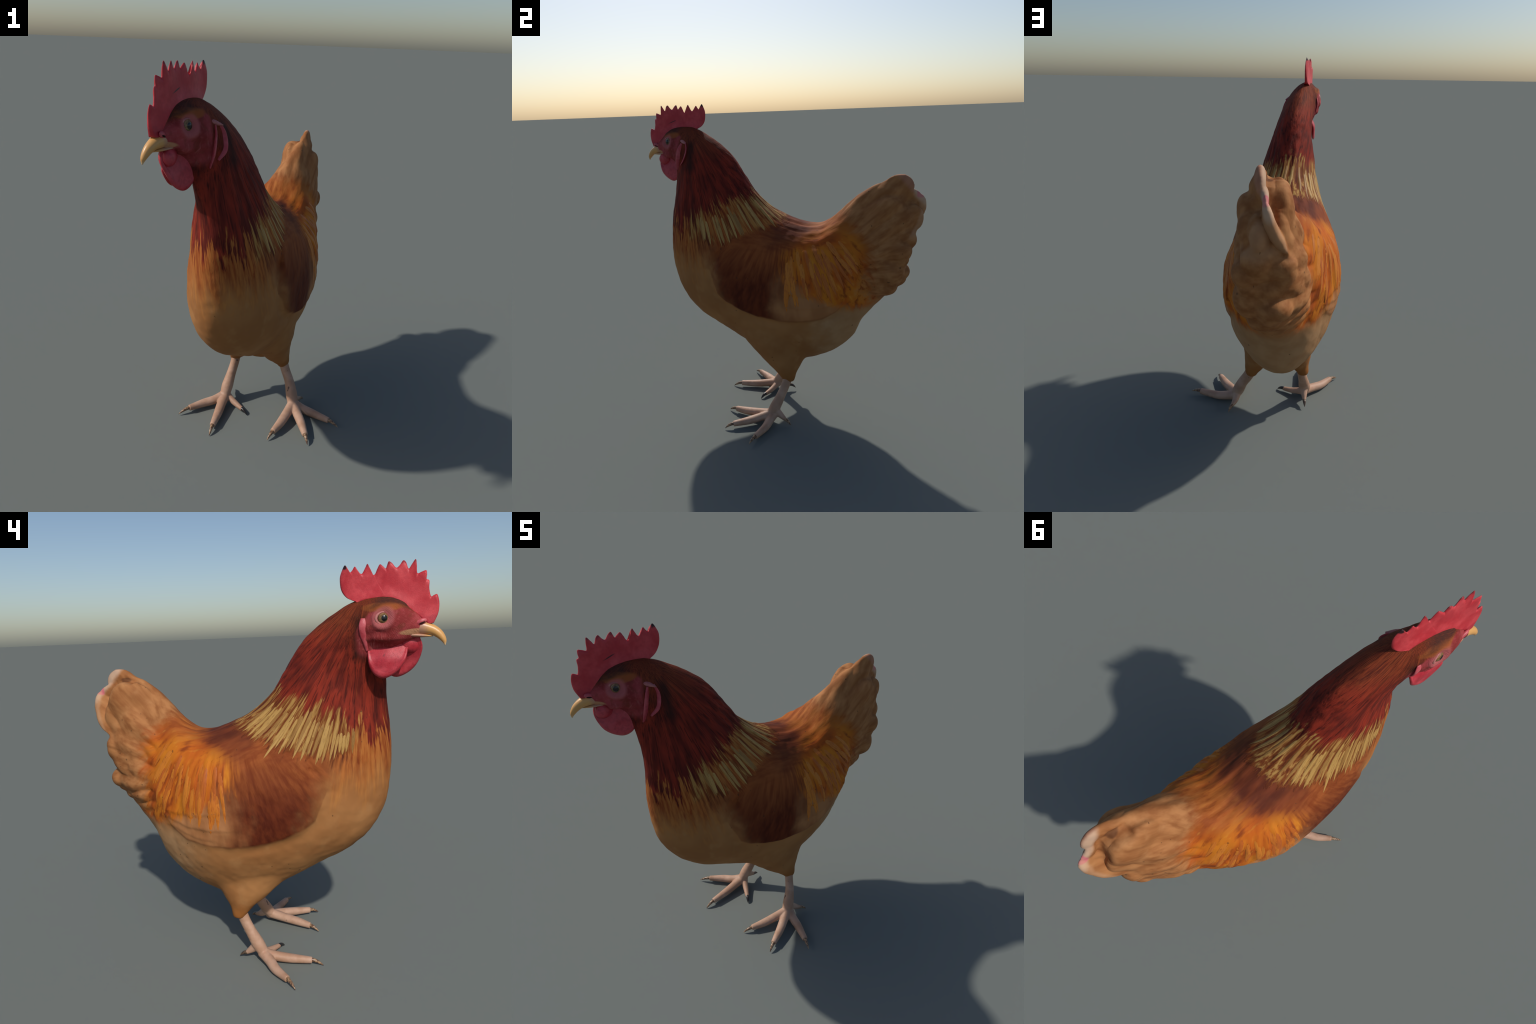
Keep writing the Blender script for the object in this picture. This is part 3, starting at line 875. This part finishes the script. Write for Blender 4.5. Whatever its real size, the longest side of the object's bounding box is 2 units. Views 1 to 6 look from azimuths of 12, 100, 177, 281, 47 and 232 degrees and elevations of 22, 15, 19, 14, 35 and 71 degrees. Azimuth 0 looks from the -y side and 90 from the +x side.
# ------------------------------------------------------------------ legs and feet
FEET = {
    1: dict(shank=[(.083, .085, .285), (.108, .065, .225), (.140, .038, .165), (.165, .002, .095), (.178, -.025, .050)],
            toes=[[(.178, -.020, .060), (.160, -.095, .050), (.135, -.190, .040), (.105, -.270, .034)],
                  [(.180, -.025, .055), (.212, -.085, .050), (.250, -.160, .042), (.288, -.252, .036)],
                  [(.178, -.008, .055), (.235, -.028, .040), (.300, -.045, .032), (.405, -.088, .034)],
                  [(.172, .000, .085), (.186, .042, .052), (.205, .075, .034)]],
            claws=[(.083, -.322, .010), (.309, -.302, .012), (.462, -.116, .016), (.226, .108, .010)]),
    -1: dict(shank=[(-.203, .078, .285), (-.210, .055, .225), (-.222, .022, .165), (-.234, -.018, .100), (-.241, -.048, .055)],
             toes=[[(-.238, -.040, .060), (-.290, -.090, .044), (-.350, -.132, .036), (-.420, -.200, .036)],
                   [(-.240, -.050, .055), (-.242, -.120, .044), (-.240, -.200, .036), (-.240, -.310, .034)],
                   [(-.236, -.030, .058), (-.200, -.058, .044), (-.165, -.080, .034), (-.112, -.115, .026)],
                   [(-.232, -.012, .095), (-.231, .020, .068), (-.230, .050, .044)]],
             claws=[(-.470, -.246, .012), (-.241, -.370, .006), (-.077, -.139, .006), (-.229, .086, .022)]),
}
for side, ft in FEET.items():
    leg = None
    V, F = tube(ft["shank"], [(.028, .032), (.026, .031), (.028, .031), (.035, .034), (.030, .028)], 24, 50)
    pieces = [(V, F)]
    for i, t in enumerate(ft["toes"]):
        t = [(a, b, c - .008) for a, b, c in t]
        r = [(.030, .028), (.028, .026), (.0255, .024), (.017, .018)] if i < 3 else [(.026, .03), (.018, .02), (.010, .011)]
        if side == -1 and i == 2:
            r = [(.024, .024), (.020, .020), (.018, .017), (.0125, .0125)]
        pieces.append(tube(t, r, 20, 40))
    me = fuse("leg", pieces, .0035, 8, .5)
    leg = new_object("leg", me, hen, MAT["leg"])
    for t, c in zip(ft["toes"], ft["claws"]):
        a = np.array(t[-1]) - (0, 0, .008); b = np.array(c) - (0, 0, .006); d = b - a
        V, F = tube([a - d * .15, a + d * .3 + (0, 0, .006), a + d * .7 + (0, 0, .005), b], [.011, .0095, .006, .001], 16, 24)
        new_object("claw", mesh_from("claw", V, F), leg, MAT["claw"])

# ------------------------------------------------------------------ eyes, lids, ears
def oriented(o, loc, out):
    o.location = loc
    o.rotation_euler = Vector(out).to_track_quat('X', 'Z').to_euler()

for p0, out in (((-.219, -.719, 1.768), (1, -.46, .06)), ((-.337, -.645, 1.765), (-1, -.16, .06))):
    o_ = Vector(out).normalized()
    hit = bvh.ray_cast(Vector(p0) + o_ * .2, -o_)[0]
    p = hit - o_ * .0150
    bm = bmesh.new(); bmesh.ops.create_uvsphere(bm, u_segments=32, v_segments=24, radius=.029)
    me = bpy.data.meshes.new("eye"); bm.to_mesh(me); bm.free()
    me.polygons.foreach_set("use_smooth", [True] * len(me.polygons))
    o = new_object("eye", me, PART[5], MAT["eye"])
    oriented(o, p, out)
    V = []; n1, n2 = 40, 12
    for i in range(n1):
        a = 2 * math.pi * i / n1
        rad = .0275 * (1 + .06 * math.cos(2 * a))
        for k in range(n2):
            b = 2 * math.pi * k / n2
            V.append((.0135 + .0055 * math.sin(b), (rad + .0055 * math.cos(b)) * math.cos(a) * 1.12, (rad + .0055 * math.cos(b)) * math.sin(a)))
    F = [(i * n2 + k, ((i + 1) % n1) * n2 + k, ((i + 1) % n1) * n2 + (k + 1) % n2, i * n2 + (k + 1) % n2) for i in range(n1) for k in range(n2)]
    lid = new_object("eyelid", mesh_from("eyelid", V, F), PART[5], MAT["lid"])
    oriented(lid, p, out)

EARS = [   # path laid on the cheek, half thickness and half width, lift off the skin
    ([(-.150, -.600, 1.760), (-.146, -.612, 1.715), (-.150, -.624, 1.650), (-.166, -.632, 1.592)], [(.004, .008), (.006, .019), (.007, .022), (.004, .010)], .000),
    ([(-.148, -.572, 1.762), (-.141, -.562, 1.715), (-.146, -.568, 1.660), (-.158, -.592, 1.618)], [(.003, .008), (.005, .014), (.005, .014), (.003, .007)], .000),
    ([(-.305, -.562, 1.768), (-.318, -.558, 1.735), (-.318, -.558, 1.695), (-.316, -.566, 1.655), (-.316, -.580, 1.620)], [(.004, .011), (.006, .018), (.006, .014), (.005, .009), (.004, .006)], .000),
]
for pts, rad, lift in EARS:
    laid = []
    for q in pts:
        h, nn, _, _ = bvh.find_nearest(Vector(q))
        laid.append(tuple(h + nn * lift))
    V, F = tube(laid, rad, 20, 36)
    new_object("ear_lobe", mesh_from("ear_lobe", V, F), PART[5], MAT["ear"])
# stiff ear tuft standing off the left cheek
V, F = tube([(-.185, -.605, 1.778), (-.155, -.590, 1.768), (-.126, -.570, 1.757)], [(.022, .014), (.015, .011), (.003, .003)], 14, 16)
new_object("ear_tuft", mesh_from("ear_tuft", V, F), PART[5], MAT["lid"])
